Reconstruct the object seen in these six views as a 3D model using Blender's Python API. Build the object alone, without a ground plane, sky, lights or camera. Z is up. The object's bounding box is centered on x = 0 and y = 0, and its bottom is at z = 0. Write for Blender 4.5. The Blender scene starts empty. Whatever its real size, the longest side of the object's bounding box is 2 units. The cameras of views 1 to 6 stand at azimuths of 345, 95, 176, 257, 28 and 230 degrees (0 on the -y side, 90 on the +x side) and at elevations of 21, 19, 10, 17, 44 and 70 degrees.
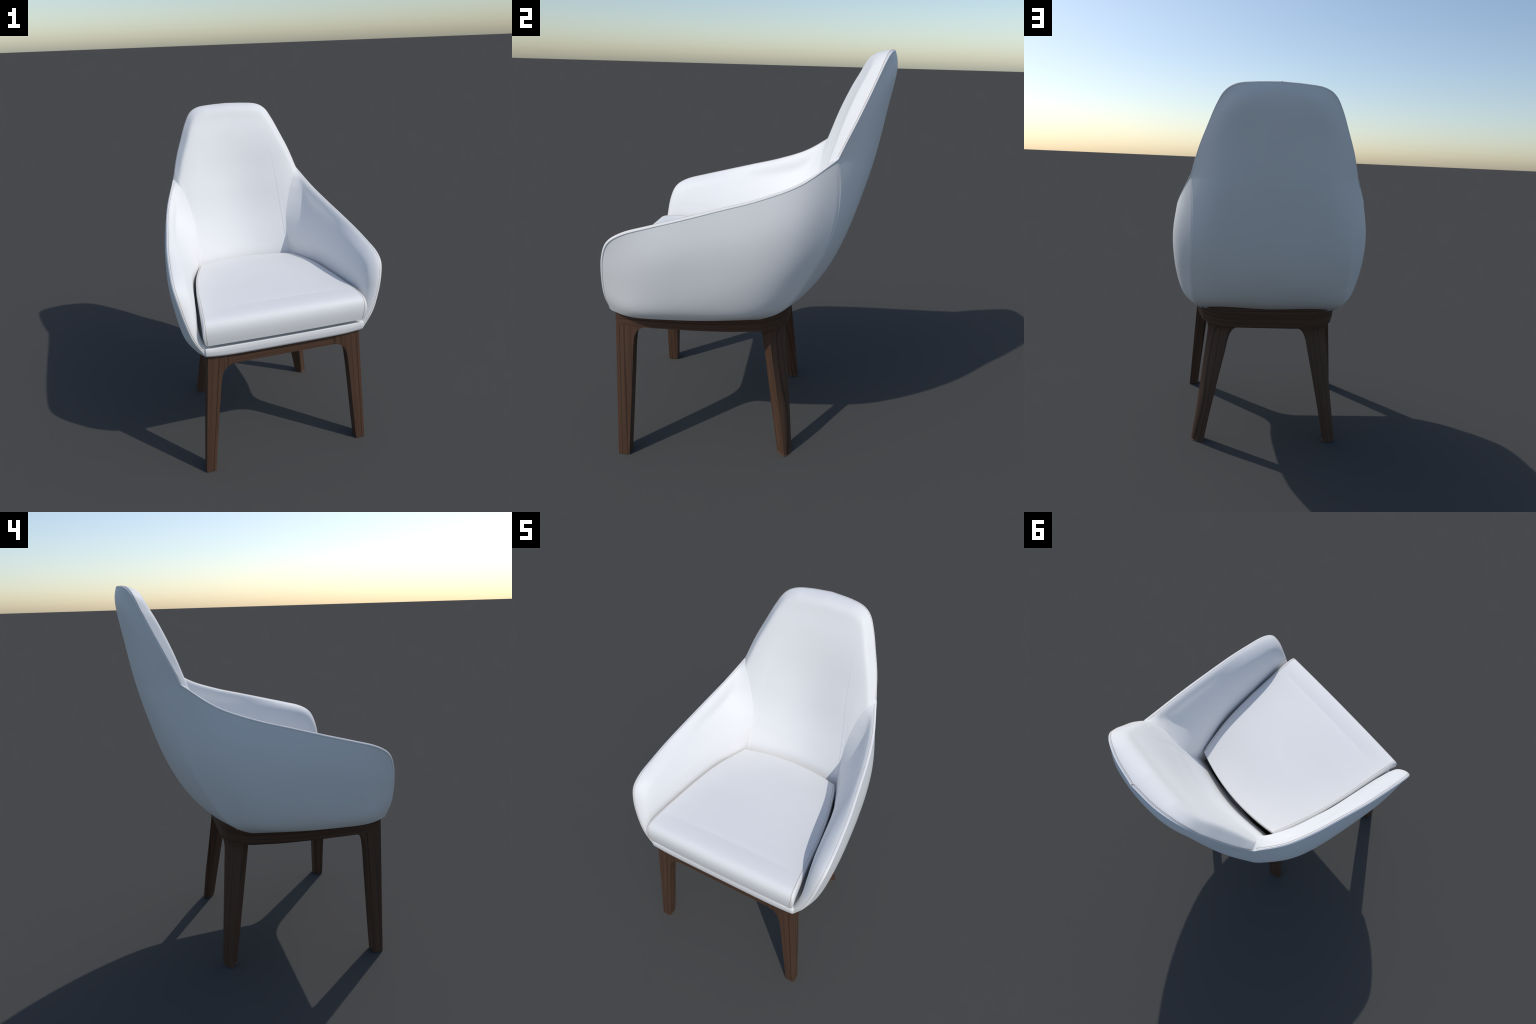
"""High-backed upholstered dining armchair: padded shell on a walnut frame."""
import bpy, bmesh, math, random
import numpy as np
from mathutils import Vector

random.seed(7)

# ----------------------------------------------------------------------------
# small curve / surface toolkit
# ----------------------------------------------------------------------------
def catmull(P, n=40):
    P = np.asarray(P, float)
    Q = np.vstack([2 * P[0] - P[1], P, 2 * P[-1] - P[-2]])
    t = np.linspace(0, 1, n, endpoint=False)[:, None]
    out = []
    for i in range(1, len(P)):
        a, b, c, d = Q[i - 1], Q[i], Q[i + 1], Q[i + 2]
        out.append(.5 * (2 * b + (c - a) * t + (2 * a - 5 * b + 4 * c - d) * t ** 2
                         + (3 * b - a - 3 * c + d) * t ** 3))
    return np.vstack(out + [P[-1:]])


def resample(S, n):
    """n points at equal arc length along a polyline"""
    L = np.r_[0, np.cumsum(np.linalg.norm(np.diff(S, axis=0), axis=1))]
    t = np.linspace(0, L[-1], n)
    return np.stack([np.interp(t, L, S[:, k]) for k in range(S.shape[1])], 1)


def arclen(S):
    return np.r_[0, np.cumsum(np.linalg.norm(np.diff(S, axis=0), axis=1))]


def part_of(P, a, b, n):
    S = catmull(P)
    return resample(S[int(round(a * 40)):int(round(b * 40)) + 1], n)


def spline_matrix(n, t):
    """natural cubic spline weights: n nodes at 0..n-1, evaluated at t"""
    A = np.zeros((n, n)); B = np.zeros((n, n))
    A[0, 0] = A[-1, -1] = 1
    for i in range(1, n - 1):
        A[i, i - 1:i + 2] = 1, 4, 1
        B[i, i - 1:i + 2] = 6, -12, 6
    M = np.linalg.solve(A, B)
    t = np.asarray(t, float)
    i = np.clip(t.astype(int), 0, n - 2)
    f = t - i
    W = np.zeros((len(t), n)); r = np.arange(len(t))
    W[r, i] += 1 - f
    W[r, i + 1] += f
    return W + ((1 - f) ** 3 - (1 - f))[:, None] / 6 * M[i] + (f ** 3 - f)[:, None] / 6 * M[i + 1]


def smooth_table(xs, ys):
    """smooth 1-D function through a few sampled values"""
    xs = np.asarray(xs, float); ys = np.asarray(ys, float)
    o = np.argsort(xs); xs, ys = xs[o], ys[o]
    m = np.gradient(ys, xs)

    def f(x):
        x = np.asarray(x, float)
        i = np.clip(np.searchsorted(xs, x) - 1, 0, len(xs) - 2)
        h = xs[i + 1] - xs[i]
        t = np.clip((x - xs[i]) / h, -.6, 1.6)
        tc = np.clip(t, 0, 1)
        v = ((1 + 2 * tc) * (1 - tc) ** 2 * ys[i] + tc * (1 - tc) ** 2 * h * m[i]
             + tc ** 2 * (3 - 2 * tc) * ys[i + 1] + tc ** 2 * (tc - 1) * h * m[i + 1])
        return v + np.where(t < 0, t * h * m[i], 0) + np.where(t > 1, (t - 1) * h * m[i + 1], 0)
    return f


def nearest_on(poly2, Q2):
    """distance of 2-D points to a polyline, and fractional index of the foot"""
    a = poly2[:-1]; d = poly2[1:] - a
    L = (d ** 2).sum(1) + 1e-12
    shp = Q2.shape[:-1]; q = Q2.reshape(-1, 2)
    t = np.clip(((q[:, None] - a) * d).sum(2) / L, 0, 1)
    e = q[:, None] - a - t[..., None] * d
    D = (e ** 2).sum(2); i = D.argmin(1); n = np.arange(len(q))
    return np.sqrt(D[n, i]).reshape(shp), (i + t[n, i]).reshape(shp)


def quarter_round(d, r, p=2.5):
    """1 at the edge falling to 0 at distance r along a quarter (super)ellipse"""
    k = np.clip(1 - d / r, 0, 1)
    return 1 - np.clip(1 - k ** p, 0, 1) ** (1 / (p - .15))


MIRROR = np.array([-1., 1., 1.])

# ----------------------------------------------------------------------------
# objects
# ----------------------------------------------------------------------------
def add_mesh(name, verts, faces, mat, parent, smooth=True, sharp=None, origin=None):
    me = bpy.data.meshes.new(name)
    me.from_pydata([tuple(map(float, v)) for v in verts], [], faces)
    bm = bmesh.new(); bm.from_mesh(me)
    bmesh.ops.remove_doubles(bm, verts=bm.verts, dist=2e-5)
    bmesh.ops.dissolve_degenerate(bm, edges=bm.edges, dist=1e-6)
    bm.to_mesh(me); bm.free()
    me.polygons.foreach_set('use_smooth', [smooth] * len(me.polygons))
    if sharp is not None:
        me.set_sharp_from_angle(angle=math.radians(sharp))
    me.materials.append(mat)
    ob = bpy.data.objects.new(name, me)
    bpy.context.scene.collection.objects.link(ob)
    ob.parent = parent
    return ob


def grid_faces(n, m, off=0, flip=False, wrap=False):
    f = []
    for i in range(n - 1):
        for j in range(m if wrap else m - 1):
            k = (j + 1) % m
            q = [off + i * m + j, off + (i + 1) * m + j, off + (i + 1) * m + k, off + i * m + k]
            f.append(q[::-1] if flip else q)
    return f


def orient(verts, faces, towards):
    """flip all faces so that their mean normal agrees with the given direction function"""
    V = np.asarray(verts); s = 0
    for f in faces[::max(1, len(faces) // 400)]:
        p = V[f]
        n = np.cross(p[2] - p[0], p[-1] - p[1])
        s += np.dot(n, towards(p.mean(0)))
    return [f[::-1] for f in faces] if s < 0 else faces


def add_grid(name, G, mat, parent, towards):
    n, m, _ = G.shape
    V = G.reshape(-1, 3)
    return add_mesh(name, V, orient(V, grid_faces(n, m), towards), mat, parent)


# ----------------------------------------------------------------------------
# materials
# ----------------------------------------------------------------------------
def new_mat(name):
    m = bpy.data.materials.new(name); m.use_nodes = True
    nt = m.node_tree
    return m, nt, nt.nodes['Principled BSDF']


def leather_material(name, col):
    m, nt, b = new_mat(name)
    N, L = nt.nodes.new, nt.links.new
    tc = N('ShaderNodeTexCoord')
    no = N('ShaderNodeTexNoise'); no.inputs['Scale'].default_value = 5.; no.inputs['Detail'].default_value = 3.
    L(tc.outputs['Object'], no.inputs['Vector'])
    rp = N('ShaderNodeValToRGB')
    rp.color_ramp.elements[0].position = .3; rp.color_ramp.elements[1].position = .7
    rp.color_ramp.elements[0].color = (*[c * .985 for c in col], 1)
    rp.color_ramp.elements[1].color = (*col, 1)
    L(no.outputs['Fac'], rp.inputs['Fac']); L(rp.outputs['Color'], b.inputs['Base Color'])
    vo = N('ShaderNodeTexVoronoi'); vo.inputs['Scale'].default_value = 420.
    L(tc.outputs['Object'], vo.inputs['Vector'])
    bp = N('ShaderNodeBump'); bp.inputs['Strength'].default_value = .02; bp.inputs['Distance'].default_value = .0006
    L(vo.outputs['Distance'], bp.inputs['Height']); L(bp.outputs['Normal'], b.inputs['Normal'])
    b.inputs['Roughness'].default_value = LEATHER_ROUGH
    b.inputs['Specular IOR Level'].default_value = LEATHER_SPEC
    return m


def walnut_material(name, scale, across):
    """walnut: fine fibre noise plus sparse dark growth lines running along the grain"""
    m, nt, b = new_mat(name)
    N, L = nt.nodes.new, nt.links.new
    tc = N('ShaderNodeTexCoord')
    mp = N('ShaderNodeMapping'); mp.inputs['Scale'].default_value = scale
    L(tc.outputs['Object'], mp.inputs['Vector'])
    fine = N('ShaderNodeTexNoise'); fine.inputs['Scale'].default_value = 3.2; fine.inputs['Detail'].default_value = 6.
    fine.inputs['Roughness'].default_value = .65
    L(mp.outputs['Vector'], fine.inputs['Vector'])
    r1 = N('ShaderNodeValToRGB')
    r1.color_ramp.elements[0].position = .28; r1.color_ramp.elements[0].color = (*WOOD_DARK, 1)
    r1.color_ramp.elements[1].position = .66; r1.color_ramp.elements[1].color = (*WOOD_LIGHT, 1)
    L(fine.outputs['Fac'], r1.inputs['Fac'])
    # growth lines: one-dimensional noise across the grain, gently wandering along it
    wob = N('ShaderNodeTexNoise'); wob.inputs['Scale'].default_value = 1.; wob.inputs['Detail'].default_value = 1.
    L(mp.outputs['Vector'], wob.inputs['Vector'])
    dot = N('ShaderNodeVectorMath'); dot.operation = 'DOT_PRODUCT'; dot.inputs[1].default_value = across
    L(tc.outputs['Object'], dot.inputs[0])
    mad = N('ShaderNodeMath'); mad.operation = 'MULTIPLY_ADD'; mad.inputs[1].default_value = 1.4
    L(wob.outputs['Fac'], mad.inputs[0]); L(dot.outputs['Value'], mad.inputs[2])
    broad = N('ShaderNodeTexNoise'); broad.noise_dimensions = '1D'; broad.inputs['Scale'].default_value = 1.
    broad.inputs['Detail'].default_value = 1.
    L(mad.outputs[0], broad.inputs['W'])
    r2 = N('ShaderNodeValToRGB')
    e = r2.color_ramp.elements
    e[0].position = .36; e[0].color = (.42, .42, .44, 1)
    e[1].position = .46; e[1].color = (1, 1, 1, 1)
    L(broad.outputs['Fac'], r2.inputs['Fac'])
    mx = N('ShaderNodeMix'); mx.data_type = 'RGBA'; mx.blend_type = 'MULTIPLY'; mx.inputs[0].default_value = .8
    L(r1.outputs['Color'], mx.inputs[6]); L(r2.outputs['Color'], mx.inputs[7])
    L(mx.outputs[2], b.inputs['Base Color'])
    bp = N('ShaderNodeBump'); bp.inputs['Strength'].default_value = .06; bp.inputs['Distance'].default_value = .001
    L(fine.outputs['Fac'], bp.inputs['Height']); L(bp.outputs['Normal'], b.inputs['Normal'])
    b.inputs['Roughness'].default_value = .55
    b.inputs['Specular IOR Level'].default_value = .25
    return m


def thread_material():
    m, nt, b = new_mat('tan_thread')
    N, L = nt.nodes.new, nt.links.new
    tc = N('ShaderNodeTexCoord')
    no = N('ShaderNodeTexNoise'); no.inputs['Scale'].default_value = 60.
    L(tc.outputs['Object'], no.inputs['Vector'])
    rp = N('ShaderNodeValToRGB')
    rp.color_ramp.elements[0].color = (.30, .19, .10, 1); rp.color_ramp.elements[1].color = (.46, .31, .18, 1)
    L(no.outputs['Fac'], rp.inputs['Fac']); L(rp.outputs['Color'], b.inputs['Base Color'])
    b.inputs['Roughness'].default_value = .8
    return m


LEATHER_ROUGH, LEATHER_SPEC = .55, .3
LEATHER = (.80, .80, .80)
WOOD_LIGHT, WOOD_DARK = (.098, .053, .032), (.072, .038, .0235)
leather = leather_material('white_leather', LEATHER)
wood_up = walnut_material('walnut_upright_grain', (24., 24., .30), (112., 87., .6))
wood_along = walnut_material('walnut_level_grain', (.6, .6, 34.), (1.5, 2., 105.))
thread = thread_material()

chair = bpy.data.objects.new('armchair', None)
bpy.context.scene.collection.objects.link(chair)
chair['label'] = 'white leather high-back armchair with splayed walnut legs'
chair['category'] = 'armchair'

# ----------------------------------------------------------------------------
# guide curves (right half, x > 0; the chair faces -y)
# ----------------------------------------------------------------------------
# arm rim: from the notch where back and arm meet, along the arm, down the front
ARM_RIM = [(.435, .404, 1.554), (.497, .256, 1.451), (.537, .089, 1.386), (.564, -.084, 1.338),
           (.587, -.247, 1.293), (.599, -.388, 1.255), (.605, -.496, 1.223), (.602, -.566, 1.179),
           (.588, -.600, 1.107), (.566, -.617, 1.010), (.530, -.626, .899), (.468, -.626, .794)]
# back rim: from the notch up round the top corner to the middle of the top
BACK_RIM = [(.435, .404, 1.554), (.394, .467, 1.686), (.347, .519, 1.799), (.306, .559, 1.891),
            (.265, .589, 1.955), (.209, .613, 1.986), (.122, .635, 1.995), (0, .648, 1.999)]
CORNER = 4.6            # where on BACK_RIM the side turns into the top
ELBOW = 6.9             # where on ARM_RIM the top turns into the front
# control net of the outer arm shell: rows from the back seam to the front, each rim -> bottom
ARM_NET = [
    [(.435, .404, 1.554), (.423, .423, 1.365), (.429, .392, 1.178), (.439, .310, 1.006), (.432, .209, .844), (.402, .091, .765)],
    [(.503, .237, 1.442), (.522, .250, 1.284), (.524, .222, 1.118), (.514, .153, .963), (.495, .061, .835), (.462, -.054, .777)],
    [(.545, .042, 1.372), (.568, .040, 1.221), (.568, .010, 1.073), (.554, -.044, .939), (.530, -.119, .837), (.497, -.210, .781)],
    [(.576, -.161, 1.317), (.594, -.183, 1.173), (.589, -.216, 1.040), (.573, -.259, .924), (.549, -.310, .836), (.514, -.369, .784)],
    [(.597, -.365, 1.261), (.605, -.400, 1.137), (.595, -.429, 1.023), (.576, -.458, .922), (.551, -.490, .838), (.510, -.514, .785)],
    [(.603, -.561, 1.185), (.588, -.600, 1.109), (.570, -.615, 1.024), (.546, -.624, .940), (.510, -.627, .861), (.468, -.626, .794)]]
# control net of the back shell: columns seam -> centre line, each top -> bottom
BACK_NET = [
    [(.234, .604, 1.977), (.326, .541, 1.849), (.388, .475, 1.703), (.435, .404, 1.554), (.423, .423, 1.365),
     (.429, .392, 1.178), (.439, .310, 1.006), (.432, .209, .844), (.402, .091, .765)],
    [(.160, .627, 1.993), (.230, .617, 1.887), (.275, .577, 1.732), (.305, .536, 1.540), (.318, .500, 1.335),
     (.321, .441, 1.142), (.318, .362, .975), (.310, .263, .844), (.294, .138, .775)],
    [(.080, .640, 1.997), (.120, .651, 1.910), (.143, .622, 1.746), (.159, .585, 1.532), (.170, .530, 1.316),
     (.172, .467, 1.120), (.168, .390, .959), (.162, .289, .845), (.156, .164, .777)],
    [(0, .648, 1.999), (0, .660, 1.917), (0, .636, 1.749), (0, .598, 1.529), (0, .542, 1.309),
     (0, .478, 1.112), (0, .398, .956), (0, .298, .844), (0, .173, .776)]]
# seam between back pad and arm pad, notch -> down behind the cushion
PAD_SEAM = [(.435, .404, 1.554), (.408, .366, 1.527), (.379, .344, 1.465), (.349, .332, 1.377), (.328, .317, 1.271),
            (.321, .292, 1.157), (.324, .261, 1.036), (.331, .223, .913), (.334, .205, .855)]

arm_rim = catmull(ARM_RIM)
back_rim = catmull(BACK_RIM)

# ----------------------------------------------------------------------------
# outer shell
# ----------------------------------------------------------------------------
def seam_groove(G, axis_first, width=.005, depth=.0018):
    """sink the rows next to the first column so that two panels meet in a fine groove"""
    du = np.gradient(G, axis=0); dv = np.gradient(G, axis=1)
    n = np.cross(du, dv); n /= np.linalg.norm(n, axis=2, keepdims=True) + 1e-12
    c = G.mean((0, 1)) - np.array([0, -.1, 1.1])
    if np.sum(n * c) < 0:
        n = -n
    d = np.linalg.norm(G - G[:1], axis=2)
    k = np.clip(1 - d / width, 0, 1) ** 2
    k = k * axis_first[None, :]
    return G - n * (k * depth)[..., None]


def recede(G, amount):
    """shorten every line of a patch at its first row, leaving room for the piping"""
    amount = np.broadcast_to(amount, len(G))
    out = []
    for line, a in zip(G, amount):
        L = arclen(line)
        out.append(np.stack([np.interp(a + L * (1 - a / L[-1]), L, line[:, k]) for k in range(3)], 1))
    return np.array(out)


NU, NV = 110, 80
ARM_T = np.r_[np.linspace(0, .08, 9)[:-1], np.linspace(.08, 1, NU - 8)]     # finer near the seam
net = np.array(ARM_NET)
seam_dense = spline_matrix(6, np.linspace(0, 5, NV)) @ net[0]
A = np.einsum('ai,bj,ijk->abk', spline_matrix(6, 5 * ARM_T), spline_matrix(6, np.linspace(0, 5, NV)), net)
tv = np.linspace(0, 1, NV)[None, :, None]; tu = ARM_T[:, None, None]
top_exact = resample(arm_rim[:int(ELBOW * 40) + 1], 400)
top_exact = np.stack([np.interp(ARM_T, np.linspace(0, 1, 400), top_exact[:, k]) for k in range(3)], 1)
front_exact = part_of(ARM_RIM, ELBOW, 11, NV)
dtop = top_exact - A[:, 0]; dfront = front_exact - A[-1]
A = A + dtop[:, None] * (1 - tv) ** 4
dfront = front_exact - A[-1]
A = A + dfront[None] * tu ** 6
A = recede(A, .006)
A = recede(A[::-1].transpose(1, 0, 2), .006).transpose(1, 0, 2)[::-1]
fade = np.clip(np.linspace(0, 1, NV) * 12, 0, 1)
A = seam_groove(A, fade)
# turn the lower edge under, towards the seat base
def turn_under(G, centre):
    last, prev = G[:, -1], G[:, -2]
    out = [G]
    d = centre - last; d[:, 2] = 0; d /= np.linalg.norm(d, axis=1, keepdims=True)
    for a, h in ((.02, -.003), (.05, -.0045), (.09, -.0045)):
        r = last + d * a; r[:, 2] = last[:, 2] + h
        out.append(r[:, None])
    return np.concatenate(out, 1)

under = lambda G: turn_under(G, np.array([0, -.2, .76]))
out_side = lambda p: np.array([p[0], .3 * (p[1] + .1), .0])
A = under(A)
for s in (1, -1):
    add_grid('armrest_shell', A * [s, 1, 1], leather, chair, out_side)

MU, MV = 61, 150
bn = np.array(BACK_NET)
full = np.concatenate([bn, bn[-2::-1] * MIRROR], 0)
BT = np.sort(np.unique(np.r_[np.linspace(0, .03, 7), np.linspace(.03, .97, MU), np.linspace(.97, 1, 7)]))
VT = np.linspace(0, 8, MV)
B = np.einsum('ai,bj,ijk->abk', spline_matrix(7, 6 * BT), spline_matrix(9, VT), full)
side_exact = np.zeros((MV, 3))
upper = resample(catmull(BACK_RIM)[:int(CORNER * 40) + 1], 300)[::-1]
for i, t in enumerate(VT):
    if t <= 3:
        side_exact[i] = [np.interp(t / 3, np.linspace(0, 1, 300), upper[:, k]) for k in range(3)]
    else:
        side_exact[i] = (spline_matrix(6, [t - 3]) @ net[0])[0]
half_top = part_of(BACK_RIM, CORNER, 7, 200)
top_line = np.vstack([half_top, half_top[-2::-1] * MIRROR])
top_line = resample(top_line, 600)
tt = np.stack([np.interp(BT, np.linspace(0, 1, 600), top_line[:, k]) for k in range(3)], 1)
w0 = np.clip(1 - 2.2 * BT, 0, 1)[:, None, None] ** 3
w1 = np.clip(1 - 2.2 * (1 - BT), 0, 1)[:, None, None] ** 3
B = B + (side_exact - B[0])[None] * w0 + (side_exact * MIRROR - B[-1])[None] * w1
B = B + (tt - B[:, 0])[:, None] * (1 - np.linspace(0, 1, MV))[None, :, None] ** 10
fadeb = np.clip((VT - 3) * 2.2, 0, 1)
B = recede(B, .006)
side_amount = .006 * np.clip((3.1 - VT) / .4, 0, 1)
Bt = B.transpose(1, 0, 2)
Bt = recede(Bt, side_amount)
Bt = recede(Bt[:, ::-1], side_amount)[:, ::-1]
B = Bt.transpose(1, 0, 2)
B = seam_groove(B, fadeb)
B = seam_groove(B[::-1], fadeb)[::-1]
B = under(B)
add_grid('backrest_shell', B, leather, chair, lambda p: np.array([0, 1., -.2]))

# underside closing the shell
edge = np.vstack([A[::-1, -1], B[:, -1], (A * MIRROR)[:, -1]])
ctr = np.array([0, -.2, .765])
rings = [edge + (ctr - edge) * k for k in (0, .45, .9)]
V = np.vstack(rings); m = len(edge)
add_mesh('shell_base', V, orient(V, grid_faces(3, m, wrap=True), lambda p: np.array([0, 0, -1.])), leather, chair)

# ----------------------------------------------------------------------------
# inner upholstery
# ----------------------------------------------------------------------------
# arm pads: lens-shaped patch between the rim and (pad seam + floor line)
# its inner wall swings forward from the pad seam: distance in front of the seam -> step outwards
seam_y = smooth_table([p[2] for p in PAD_SEAM], [p[1] for p in PAD_SEAM])
seam_x = smooth_table([p[2] for p in PAD_SEAM], [p[0] for p in PAD_SEAM])
swing = smooth_table([-.1, 0, .028, .078, .153, .266, .39, .52, .652, .742, .822, .872, .92],
                     [-.045, 0, .0125, .035, .0645, .0945, .119, .1375, .1545, .168, .187, .208, .232])


def wall(y, z):
    q = seam_y(z) - y
    up = np.clip(z - 1.10, 0, .25)
    lean = .2 * up + 1.0 * up ** 2 + .5 * np.clip(z - 1.35, 0, 1) + .1 * np.clip(z - 1.10, -1, 0)
    return seam_x(z) + swing(q) + lean * (1 - np.exp(-np.clip(q, 0, 2) / .08))


def schedule(L):
    """arc positions along a line from the rim: dense over the piped edge, then widening"""
    near = np.arange(0, .0195, .0013)
    if L < .06:
        return np.linspace(0, L, len(near) + 46)
    far = near[-1] + (L - near[-1]) * (np.linspace(0, 1, 47)[1:] ** 1.25)
    return np.r_[near, far]


def patch_lines(Rim, Inner, axes, height):
    """surface lines from rim points to inner boundary points; `height` lifts the flat
    coordinates to 3-D, and each line is resampled by arc length"""
    t = np.linspace(0, 1, 260) ** 2.2
    flat = Rim[:, None, axes] + (Inner[:, None, axes] - Rim[:, None, axes]) * t[None, :, None]
    P = height(flat, t)
    out = []
    for line in P:
        L = arclen(line)
        q = schedule(L[-1])
        out.append(np.stack([np.interp(q, L, line[:, k]) for k in range(3)], 1))
    return np.array(out)


def pipe_groove(G, rim3, at=.0055, width=.0014, depth=.0016):
    """fine crease that sets off a piped edge from the padding"""
    du = np.gradient(G, axis=0); dv = np.gradient(G, axis=1)
    n = np.cross(du, dv); n /= np.linalg.norm(n, axis=2, keepdims=True) + 1e-12
    L = np.concatenate([np.zeros((len(G), 1)), np.cumsum(np.linalg.norm(np.diff(G, axis=1), axis=2), axis=1)], 1)
    k = depth * np.exp(-((L - at) / width) ** 2) * np.clip(L[:, -1:] / .05, 0, 1)
    return n * k[..., None]


def crown(G, Rim, axes, away, height=.0045, reach=.020):
    """plump the padding up next to its edge, perpendicular to the rim"""
    T = np.gradient(Rim, axis=0)[:, axes]
    n = np.stack([T[:, 1], -T[:, 0]], 1)
    n /= np.linalg.norm(n, axis=1, keepdims=True)
    k = np.ones(9) / 9                   # even out the turn at the corners
    n = np.stack([np.convolve(np.pad(n[:, i], 4, mode='edge'), k, 'valid') for i in (0, 1)], 1)
    if np.sum(n * (Rim[:, axes] - away)) < 0:
        n = -n
    L = np.concatenate([np.zeros((len(G), 1)), np.cumsum(np.linalg.norm(np.diff(G, axis=1), axis=2), axis=1)], 1)
    q = L / reach
    k = height * q * np.exp(1 - q) * np.clip(L[:, -1:] / .15, 0, 1)
    out = G.copy()
    for i, a in enumerate(axes):
        out[..., a] += n[:, None, i] * k
    return out


NT = 240
R = resample(arm_rim, NT)
floor_line = catmull([PAD_SEAM[-1], (.385, .06, .838), (.425, -.16, .826), (.448, -.38, .814), (.460, -.56, .802), ARM_RIM[-1]])
Bc = resample(np.vstack([catmull(PAD_SEAM), floor_line[1:]]), NT)


def arm_height(yz, t):
    d, fi = nearest_on(R[:, 1:], yz)
    rx = np.interp(fi, np.arange(NT), R[:, 0])
    xw = wall(yz[..., 0], yz[..., 1])
    lim = rx - .045                      # the padding never pokes through the shell
    xw = .5 * (xw + lim - np.sqrt((xw - lim) ** 2 + .02 ** 2))
    X = xw + (rx - xw) * quarter_round(d, np.interp(fi / NT, [0, .45, .62, .75, 1], [.060, .060, .052, .040, .036]), 2.3)
    X[:, 0] = R[:, 0]
    X += (Bc[:, 0] - X[:, -1])[:, None] * t[None] ** 1.5
    return np.concatenate([X[..., None], yz], 2)


arm_pad = crown(patch_lines(R, Bc, [1, 2], arm_height), R, [1, 2], np.array([-.1, 1.]))
g = pipe_groove(arm_pad, R)
if np.sum(g[..., 0]) < 0:
    g = -g                       # into the padding: outwards in x
for s in (1, -1):
    add_grid('armrest_pad', (arm_pad + g) * [s, 1, 1], leather, chair, lambda p: np.array([-p[0], -.2, .6]))

# back pad: face with a shallow hollow across, rounded over to the back rim
face_edge = smooth_table([2.02, 1.95, 1.90, 1.85, 1.78, 1.70, 1.60, 1.53, 1.465, 1.377, 1.271, 1.157, 1.036, .913, .855],
                         [.562, .530, .506, .479, .447, .416, .384, .363, .346, .332, .316, .291, .261, .223, .205])
hollow = smooth_table([2.0, 1.9, 1.8, 1.7, 1.6, 1.45, 1.3, 1.15, 1.03, .9], [.0, .010, .020, .031, .042, .052, .053, .050, .046, .040])
RB = resample(back_rim, NT)
bottom_mid = np.array([0, PAD_SEAM[-1][1] + .012, PAD_SEAM[-1][2]])
Bb = resample(np.vstack([catmull(PAD_SEAM), np.linspace(PAD_SEAM[-1], bottom_mid, 40)[1:]]), NT)
whole_rim = resample(np.vstack([back_rim, back_rim[-2::-1] * MIRROR]), 400)
seam_pts = catmull(PAD_SEAM)


def back_height(xz, t):
    d, fi = nearest_on(whole_rim[:, [0, 2]], xz)
    ry = np.interp(fi, np.arange(400), whole_rim[:, 1])
    yf = face_edge(xz[..., 1]) + hollow(xz[..., 1]) * .5 * (1 + np.cos(np.pi * np.clip(np.abs(xz[..., 0]) / .42, 0, 1)))
    k = np.interp(np.abs(fi - 200), [0, 45, 95, 200], [0, .1, 1, 1])
    rr = np.interp(np.abs(fi - 200), [0, 45, 95, 200], [.042, .045, .074, .078])
    t1 = 1 - d / .031
    bevel = .5 * (t1 + np.sqrt(t1 * t1 + .12)); bevel /= .5 * (1 + math.sqrt(1.12))
    bevel *= np.clip((.16 - d) / .10, 0, 1) ** 2 * (3 - 2 * np.clip((.16 - d) / .10, 0, 1))
    g = quarter_round(d, rr)
    Y = yf + (ry - yf) * (g + (bevel - g) * k)
    Y[:, 0] = RB[:, 1]
    # meet the seam exactly; along floor and centre line there is nothing to meet
    on_seam = nearest_on(seam_pts[:, [0, 2]], Bb[:, [0, 2]])[0] < 1e-3
    e = np.where(on_seam, Bb[:, 1] - Y[:, -1], 0)
    Y += e[:, None] * t[None] ** 1.5
    return np.stack([xz[..., 0], Y, xz[..., 1]], -1)


back_pad = crown(patch_lines(RB, Bb, [0, 2], back_height), RB, [0, 2], np.array([0, 1.6]), .003)
back_pad[-1, :, 0] = 0
g = pipe_groove(back_pad, RB)
if np.sum(g[..., 1]) < 0:
    g = -g
bp = back_pad + g
bp[-1, :, 0] = 0
n, m, _ = bp.shape
V = bp.reshape(-1, 3)
F = orient(V, grid_faces(n, m), lambda p: np.array([0, -1., .3]))
V2 = np.vstack([V, V * MIRROR])
F2 = F + [[i + n * m for i in f[::-1]] for f in F]
add_mesh('backrest_pad', V2, F2, leather, chair)

# piping: a slim cord between the shell and the padding, just below the rim
def cord(path, r, n=10):
    T = np.gradient(path, axis=0); T /= np.linalg.norm(T, axis=1, keepdims=True)
    nn = np.cross(T[0], [0, 0, 1.]); V = []
    for p, t in zip(path, T):
        nn = nn - t * np.dot(nn, t); nn /= np.linalg.norm(nn)
        b = np.cross(t, nn); a = np.linspace(0, 2 * np.pi, n, endpoint=False)
        V.append(p + r * (np.cos(a)[:, None] * nn + np.sin(a)[:, None] * b))
    F = grid_faces(len(path), n, wrap=True, flip=True)
    k = len(path)
    return np.vstack(V), F + [list(range(n)), list(range((k - 1) * n, k * n))[::-1]]


arm_cord = resample(arm_rim, 200)
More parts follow.
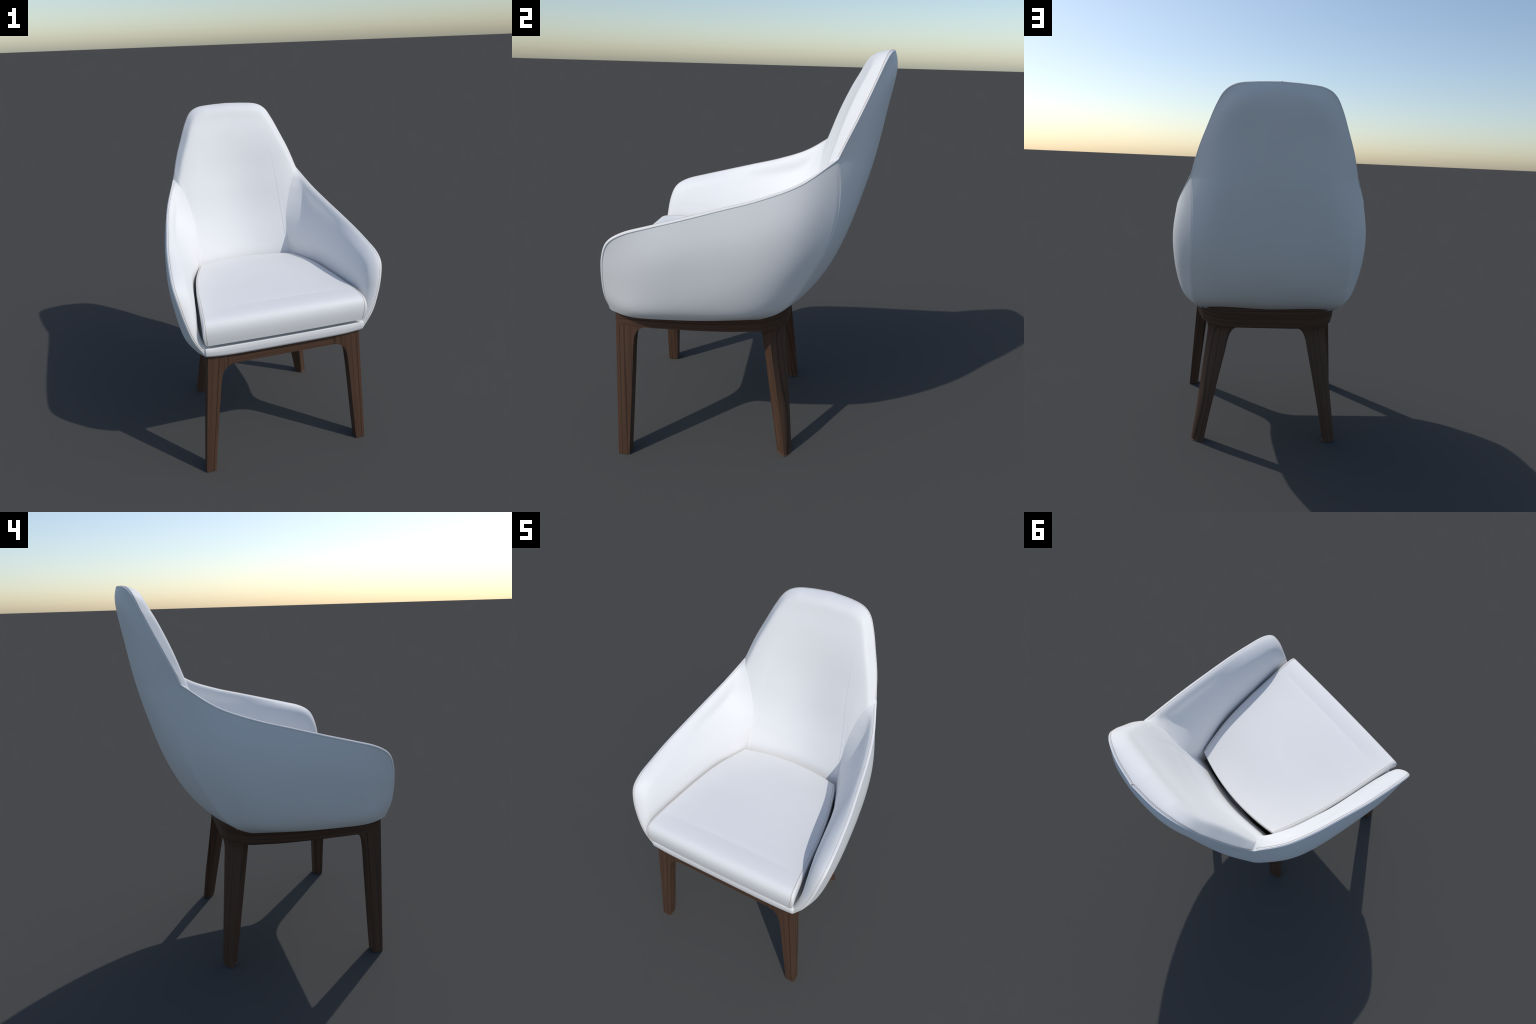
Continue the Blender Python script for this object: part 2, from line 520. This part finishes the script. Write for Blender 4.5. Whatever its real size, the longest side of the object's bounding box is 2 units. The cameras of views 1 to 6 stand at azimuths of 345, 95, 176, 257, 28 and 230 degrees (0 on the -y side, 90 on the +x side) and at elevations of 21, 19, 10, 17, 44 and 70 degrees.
# inwards direction of the cord: towards the shell interior below the rim
tan = np.gradient(arm_cord, axis=0); tan /= np.linalg.norm(tan, axis=1, keepdims=True)
mid = np.array([.56, -.15, 1.05]) - arm_cord
mid -= tan * (mid * tan).sum(1, keepdims=True); mid[:, 0] *= .2
mid /= np.linalg.norm(mid, axis=1, keepdims=True)
arm_cord += mid * .0040
arm_cord[:, 0] -= .0018 * np.clip(np.arange(200) / 20, 0, 1)
back_cord = resample(back_rim, 130)
tan = np.gradient(back_cord, axis=0); tan /= np.linalg.norm(tan, axis=1, keepdims=True)
mid = np.array([0, .56, 1.55]) - back_cord
mid -= tan * (mid * tan).sum(1, keepdims=True)
mid /= np.linalg.norm(mid, axis=1, keepdims=True)
back_cord += mid * .0040
back_cord[:, 1] -= .0018 * np.clip(np.arange(130) / 15, 0, 1)
joint = (arm_cord[0] + back_cord[0]) / 2
path = np.vstack([arm_cord[-3:0:-1], joint, back_cord[1:], (back_cord * MIRROR)[-2:0:-1], joint * MIRROR, (arm_cord * MIRROR)[1:-2]])
V, F = cord(path, .0042)
add_mesh('piping', V, F, leather, chair)

# ----------------------------------------------------------------------------
# stitching: short tan dashes lying on a path
# ----------------------------------------------------------------------------
def stitches(name, paths, parent, pitch=.0088, length=.0066, r=.0011):
    V, F = [], []
    n = 6
    prof = [(-.5, .35), (-.36, 1.), (.36, 1.), (.5, .35)]
    for path in paths:
        L = arclen(path)
        for c in np.arange(pitch, L[-1] - pitch * .5, pitch):
            p0 = np.array([np.interp(c, L, path[:, k]) for k in range(3)])
            p1 = np.array([np.interp(c + .002, L, path[:, k]) for k in range(3)])
            t = p1 - p0; t /= np.linalg.norm(t)
            a = np.cross(t, [.3, .5, .81]); a /= np.linalg.norm(a); b = np.cross(t, a)
            off = len(V)
            for s, k in prof:
                for j in range(n):
                    w = 2 * math.pi * j / n
                    V.append(p0 + t * (s * length) + (a * math.cos(w) + b * math.sin(w)) * (r * k))
            F += grid_faces(4, n, off, wrap=True)
            F += [[off + j for j in range(n)][::-1], [off + 3 * n + j for j in range(n)]]
    ob = add_mesh(name, V, F, thread, parent)
    ob['kind'] = 'stuff'
    return ob


def offset_path(G, dist, lift):
    """path on a patch at a given arc distance from its first row, lifted off the surface a little"""
    out = []
    for row in G:
        L = arclen(row)
        dd = min(dist, L[-1] * .45)
        out.append([np.interp(dd, L, row[:, k]) for k in range(3)])
    return np.array(out)


arm_st = offset_path(arm_pad, .0125, 0)[3:-5]
back_st = offset_path(back_pad, .0125, 0)[3:]
back_st[-1, 0] = 0
bpath = np.vstack([back_st, (back_st * MIRROR)[-2::-1]])
stitches('stitching', [arm_st, arm_st * MIRROR, bpath], chair)

# ----------------------------------------------------------------------------
# seat
# ----------------------------------------------------------------------------
# seat base: padded board whose front lip shows under the cushion
xs = np.unique(np.r_[np.linspace(-.472, -.44, 12), np.linspace(-.44, .44, 41), np.linspace(.44, .472, 12)])
rows = []
for x in xs:
    k = abs(x) / .472
    e = math.sqrt(max(0, 1 - (1 - np.clip((.472 - abs(x)) / .008, 0, 1)) ** 2))      # rounded ends
    zb = .7715 + .015 * k ** 6 + .004 * (1 - e)
    zt = .8430 + .004 * np.clip((abs(x) - .440) / .010, 0, 1) - .004 * (1 - e)
    yf = -.6365 + .006 * (1 - e)
    back = .16
    prof = [(back, zt), (-.35, zt)]
    for a in np.linspace(90, 165, 7):                        # tight upper edge
        prof.append((yf + .0085 + .007 * math.cos(math.radians(a)), zt - .007 + .007 * math.sin(math.radians(a))))
    rb = .030
    for t in np.linspace(.15, 1, 5):                         # nearly upright face
        prof.append((yf + .002 - .002 * math.sin(math.pi * t), zt - .007 + (zb + rb - zt + .007) * t))
    for w in np.radians(np.linspace(190, 270, 10)):          # rolled under
        prof.append((yf + .002 + rb + rb * math.cos(w), zb + rb + rb * math.sin(w)))
    prof += [(-.35, zb), (back, zb)]
    rows.append([(x * (1 - .18 * np.clip((y + .5) / .66, 0, 1)), y, z) for y, z in prof])
G = np.array(rows)
V = G.reshape(-1, 3); n, m, _ = G.shape
F = orient(V, grid_faces(n, m), lambda p: np.array([0, p[1] + .3, (p[2] - .81) * 8]))
F += [list(range(m)), list(range((n - 1) * m, n * m))[::-1]]
add_mesh('seat_base', V, F, leather, chair, sharp=50)

WELT = [(.328, .195, .998), (.390, -.026, 1.013), (.425, -.227, 1.015), (.443, -.401, 1.018), (.454, -.518, 1.020),
        (.460, -.586, 1.017), (.4635, -.627, 1.008), (.4655, -.649, .987), (.466, -.657, .955), (.463, -.655, .915), (.457, -.647, .871)]
W = resample(catmull(WELT), 160)
T = np.gradient(W, axis=0)
nyz = np.stack([0 * T[:, 0], T[:, 2], -T[:, 1]], 1); nyz /= np.linalg.norm(nyz, axis=1, keepdims=True)   # up / forward
CU = np.sin(np.linspace(-1, 1, 61) * math.pi / 2)
CU = np.sign(CU) * (1 - (1 - np.abs(CU)) ** 1.0)
tw = np.linspace(0, 1, 160)
cush = np.zeros((160, 61, 3))
for j, u in enumerate(CU):
    p = W.copy(); p[:, 0] *= u
    p += nyz * (.005 * (1 - u * u))
    p[:, 2] += .026 * (1 - u * u) ** .8 * np.sin(np.pi * np.clip(tw / .74, 0, 1)) ** .8
    p[:, 1] += .044 * (1 - u * u) * np.clip(1 - tw / .45, 0, 1) ** 2
    cush[:, j] = p
# rear roll and underside
rear = []
zb = .872
for a in np.linspace(0, 1, 14)[1:]:
    r = cush[0].copy()
    r[:, 2] = cush[0][:, 2] + (zb - cush[0][:, 2]) * a
    r[:, 1] += .004 * math.sin(math.pi * min(1, a ** .7)) - .012 * a
    rear.append(r)
top = np.concatenate([np.array(rear)[::-1], cush], 0)
n, m, _ = top.shape
V = [top.reshape(-1, 3)]
F = grid_faces(n, m)
F = orient(V[0], F, lambda p: np.array([0, p[1] + .2, p[2] - .9]))
bottom = np.stack([top[-1] + (top[0] - top[-1]) * k for k in np.linspace(0, 1, 12)], 0)
off = n * m
V.append(bottom.reshape(-1, 3))
F += orient(V[1], grid_faces(12, m), lambda p: np.array([0, 0, -1.])) and [[off + i for i in f] for f in orient(V[1], grid_faces(12, m), lambda p: np.array([0, 0, -1.]))]
# pillowed side bolsters
end_b = W[-1]; rear_b = top[0][-1]
bl = np.stack([rear_b + (end_b - rear_b) * k for k in np.interp(W[:, 1], [W[:, 1].min(), W[0, 1]], [1, 0])], 0)
bl[-1] = end_b
ss = (1 - np.cos(np.linspace(0, 1, 26) * math.pi)) / 2
side = np.zeros((160, 26, 3))
for i in range(160):
    l = np.linalg.norm(bl[i] - W[i])
    bulge = min(.021, .22 * l)
    for j, s in enumerate(ss):
        side[i, j] = W[i] + (bl[i] - W[i]) * s
        side[i, j, 0] += bulge * math.sqrt(max(0, 1 - (2 * s - 1) ** 2)) * (1 - .35 * s)
rear_edge = top[:14][::-1][:, -1]          # welt corner down to the floor
for i in range(12):
    k = (1 - i / 12) ** 2
    for j, s in enumerate(ss):
        q = np.array([np.interp(s, np.linspace(0, 1, 14), rear_edge[:, c]) for c in range(3)])
        side[i, j] += (q - side[i, j]) * k if i else 0
side[0] = np.array([[np.interp(s, np.linspace(0, 1, 14), rear_edge[:, c]) for c in range(3)] for s in ss])
off = sum(len(v) for v in V)
V.append(side.reshape(-1, 3))
f = orient(V[-1], grid_faces(160, 26), lambda p: np.array([1., 0, 0]))
F += [[off + i for i in q] for q in f]
off = sum(len(v) for v in V)
V.append(side.reshape(-1, 3) * MIRROR)
F += [[off + i for i in q[::-1]] for q in f]
cushion = add_mesh('seat_cushion', np.vstack(V), F, leather, chair, sharp=42)
# welt stitching on the cushion, a hair inside the side seams
wst = W + nyz * .0006
wst[:, 0] -= .0035
wst = wst[:-1]
stitches('stitching', [wst, wst * MIRROR], cushion, pitch=.0088)

# ----------------------------------------------------------------------------
# walnut frame
# ----------------------------------------------------------------------------
def loft(sections, cap=True):
    G = np.array(sections); n, m, _ = G.shape
    V = G.reshape(-1, 3)
    c = G.mean(1)
    F = grid_faces(n, m, wrap=True)
    s = 0
    for f in F:
        p = V[f]; nn = np.cross(p[2] - p[0], p[3] - p[1])
        i = f[0] // m
        s += np.dot(nn, p.mean(0) - (c[i] + c[min(i + 1, n - 1)]) / 2)
    if s < 0:
        F = [f[::-1] for f in F]
    if cap:
        a = list(range(m)); b = list(range((n - 1) * m, n * m))
        p = V[a]
        nn = np.cross(p[1] - p[0], p[2] - p[1])
        down = G[0].mean(0) - G[1].mean(0)
        F.append(a if np.dot(nn, down) > 0 else a[::-1])
        p = V[b]; nn = np.cross(p[1] - p[0], p[2] - p[1])
        F.append(b if np.dot(nn, -down) > 0 else b[::-1])
    return V, F


def along_axis(ob, foot, head):
    """give a leg a local frame whose z runs along it, so that the grain follows the leg"""
    ax = Vector(head) - Vector(foot)
    q = Vector((0, 0, 1)).rotation_difference(ax)
    ob.rotation_mode = 'QUATERNION'
    ob.rotation_quaternion = q
    ob.location = foot
    m = (q.to_matrix().to_4x4()).inverted()
    from mathutils import Matrix
    ob.data.transform(m @ Matrix.Translation(-Vector(foot)))
    return ob


def bevelled(ob, w=.003):
    md = ob.modifiers.new('soft_edges', 'BEVEL')
    md.width = w; md.segments = 2; md.limit_method = 'ANGLE'; md.angle_limit = math.radians(35)
    md.harden_normals = False
    return ob


# front legs: tapered square posts with filleted shoulders along both rails
xin = smooth_table([0, .3, .5, .60, .645, .680, .700, .710, .716], [.459, .4245, .401, .388, .379, .362, .341, .322, .297])
yin = smooth_table([0, .3, .5, .62, .665, .690, .705, .712, .716], [-.565, -.546, -.533, -.525, -.517, -.503, -.482, -.464, -.440])
zs = np.r_[np.linspace(0, .6, 13), np.linspace(.62, .716, 14), [.745, .80]]
sec = []
for zz in zs:
    xo = .516 - .0788 * zz; yo = -.622 + .0172 * zz
    xi = float(xin(min(zz, .716))); yi = float(yin(min(zz, .716)))
    xs_ = xo - min(xo - xi, .062); ys_ = yo + min(yi - yo, .062)       # rail thickness
    bow = .0015
    sec.append([(xo, yo, zz), ((xo + xi) / 2, yo - bow, zz), (xi, yo, zz), (xi, ys_, zz), (xs_, ys_, zz), (xs_, yi, zz),
                (xo, yi, zz), (xo + bow, (yo + yi) / 2, zz)])
V, F = loft(sec)
front_pair = []
for s in (1, -1):
    Vs = V * [s, 1, 1]
    Fs = F if s == 1 else [f[::-1] for f in F]
    bevelled(along_axis(add_mesh('leg', Vs, Fs, wood_up, chair, sharp=35), (.4875 * s, -.5935, 0), (.428 * s, -.568, .62)))

# rear legs: turned 45 degrees, swelling and curving outwards into the apron corner
REAR = [  # z, then corners: inner-front, outer, outer-back bulge, back, inner
    (0.00, (.387, .190), (.430, .228), (.401, .255), (.358, .265), (.352, .226)),
    (0.20, (.361, .158), (.402, .198), (.370, .236), (.316, .247), (.316, .203)),
    (0.40, (.335, .126), (.379, .167), (.327, .209), (.273, .227), (.274, .178)),
    (0.55, (.315, .102), (.362, .143), (.302, .186), (.240, .212), (.241, .162)),
    (0.62, (.305, .091), (.354, .133), (.294, .175), (.225, .205), (.224, .153)),
    (0.65, (.300, .086), (.351, .129), (.291, .172), (.214, .205), (.208, .150)),
    (0.67, (.296, .083), (.352, .127), (.291, .172), (.200, .208), (.192, .150)),
    (0.685, (.290, .080), (.355, .126), (.292, .174), (.178, .212), (.168, .150)),
    (0.76, (.282, .078), (.358, .126), (.292, .174), (.178, .212), (.168, .150))]
rz = np.r_[np.linspace(0, .6, 13), np.linspace(.62, .685, 9), [.72, .75]]
tabs = [[smooth_table([r[0] for r in REAR], [r[k][c] for r in REAR]) for c in (0, 1)] for k in range(1, 6)]
sec = []
for zz in rz:
    pts = [np.array([float(t[0](zz)), float(t[1](zz))]) for t in tabs]
    a, b, mth, c, dd = pts
    ring = [a, (a + b) / 2]
    # convex outer face b -> bulge -> c as a quadratic curve through the bulge point
    q = 2 * mth - (b + c) / 2
    for t in np.linspace(0, 1, 9):
        ring.append((1 - t) ** 2 * b + 2 * t * (1 - t) * q + t * t * c)
    ring += [dd]
    sec.append([(p[0], p[1], zz) for p in ring])
V, F = loft(sec)
for s in (1, -1):
    Vs = V * [s, 1, 1]
    Fs = F if s == 1 else [f[::-1] for f in F]
    bevelled(along_axis(add_mesh('leg', Vs, Fs, wood_up, chair, sharp=40), (.378 * s, .233, 0), (.279 * s, .155, .62)))

# apron: closed ring of rails, flaring upwards at the back corners
LOW = [(0, -.6085), (.20, -.6085), (.40, -.6085), (.452, -.6065), (.4610, -.590), (.4610, -.45), (.453, -.35), (.442, -.22),
       (.421, -.07), (.397, .03), (.381, .09), (.350, .135), (.300, .183), (.245, .211), (.17, .219), (0, .220)]
HIGH = [(0, -.600), (.20, -.600), (.40, -.600), (.446, -.597), (.455, -.580), (.462, -.45), (.464, -.35), (.460, -.22),
        (.447, -.07), (.420, .03), (.404, .085), (.366, .138), (.309, .190), (.250, .215), (.17, .223), (0, .224)]
# straight front then a soft curve round the sides and back
def ring_at(k, z):
    lo, hi = np.array(LOW), np.array(HIGH)
    pts = lo + (hi - lo) * k
    fr = pts[:4]
    cv = catmull(pts[3:], 12)
    half = np.vstack([fr[:-1], cv])
    loop = np.vstack([half, (half * [-1, 1])[-2:0:-1]])
    # the lower edge drops a little towards the back
    return np.c_[loop, .714 - .029 * (loop[:, 1] + .61) / .83 + z]

levels = [(0, 0.), (.006, .01), (.02, .07), (.045, .26), (.07, .48), (.095, .70), (.125, .90), (.16, 1.05), (.195, 1.12)]
outer = [ring_at(k, z) for z, k in levels]
inner = []
c = np.array([0, -.2])
for ring in (outer[-1], outer[0]):
    q = ring.copy()
    dvec = c - q[:, :2]; q[:, :2] += dvec / np.linalg.norm(dvec, axis=1, keepdims=True) * .045
    inner.append(q)
for q in inner:
    q[:, :2] = inner[1][:, :2]
inner[0][:, 2] = .76
for r in outer:
    # front and sides stay below the seat base, only the back corners rise behind the shell
    cap = np.interp(r[:, 1], [-.3, .05, .16, .28], [.785, .800, .84, .89])
    r[:, 2] = np.minimum(r[:, 2], cap)
loop = outer + inner
m = len(outer[0])
V = np.vstack(loop)
F = grid_faces(len(loop), m, wrap=True)
F += [[(len(loop) - 1) * m + j, (len(loop) - 1) * m + (j + 1) % m, (j + 1) % m, j] for j in range(m)]
me_ap = add_mesh('apron', V, F, wood_along, chair, sharp=35)
bm = bmesh.new(); bm.from_mesh(me_ap.data); bmesh.ops.recalc_face_normals(bm, faces=bm.faces); bm.to_mesh(me_ap.data); bm.free()
me_ap.data.set_sharp_from_angle(angle=math.radians(35))
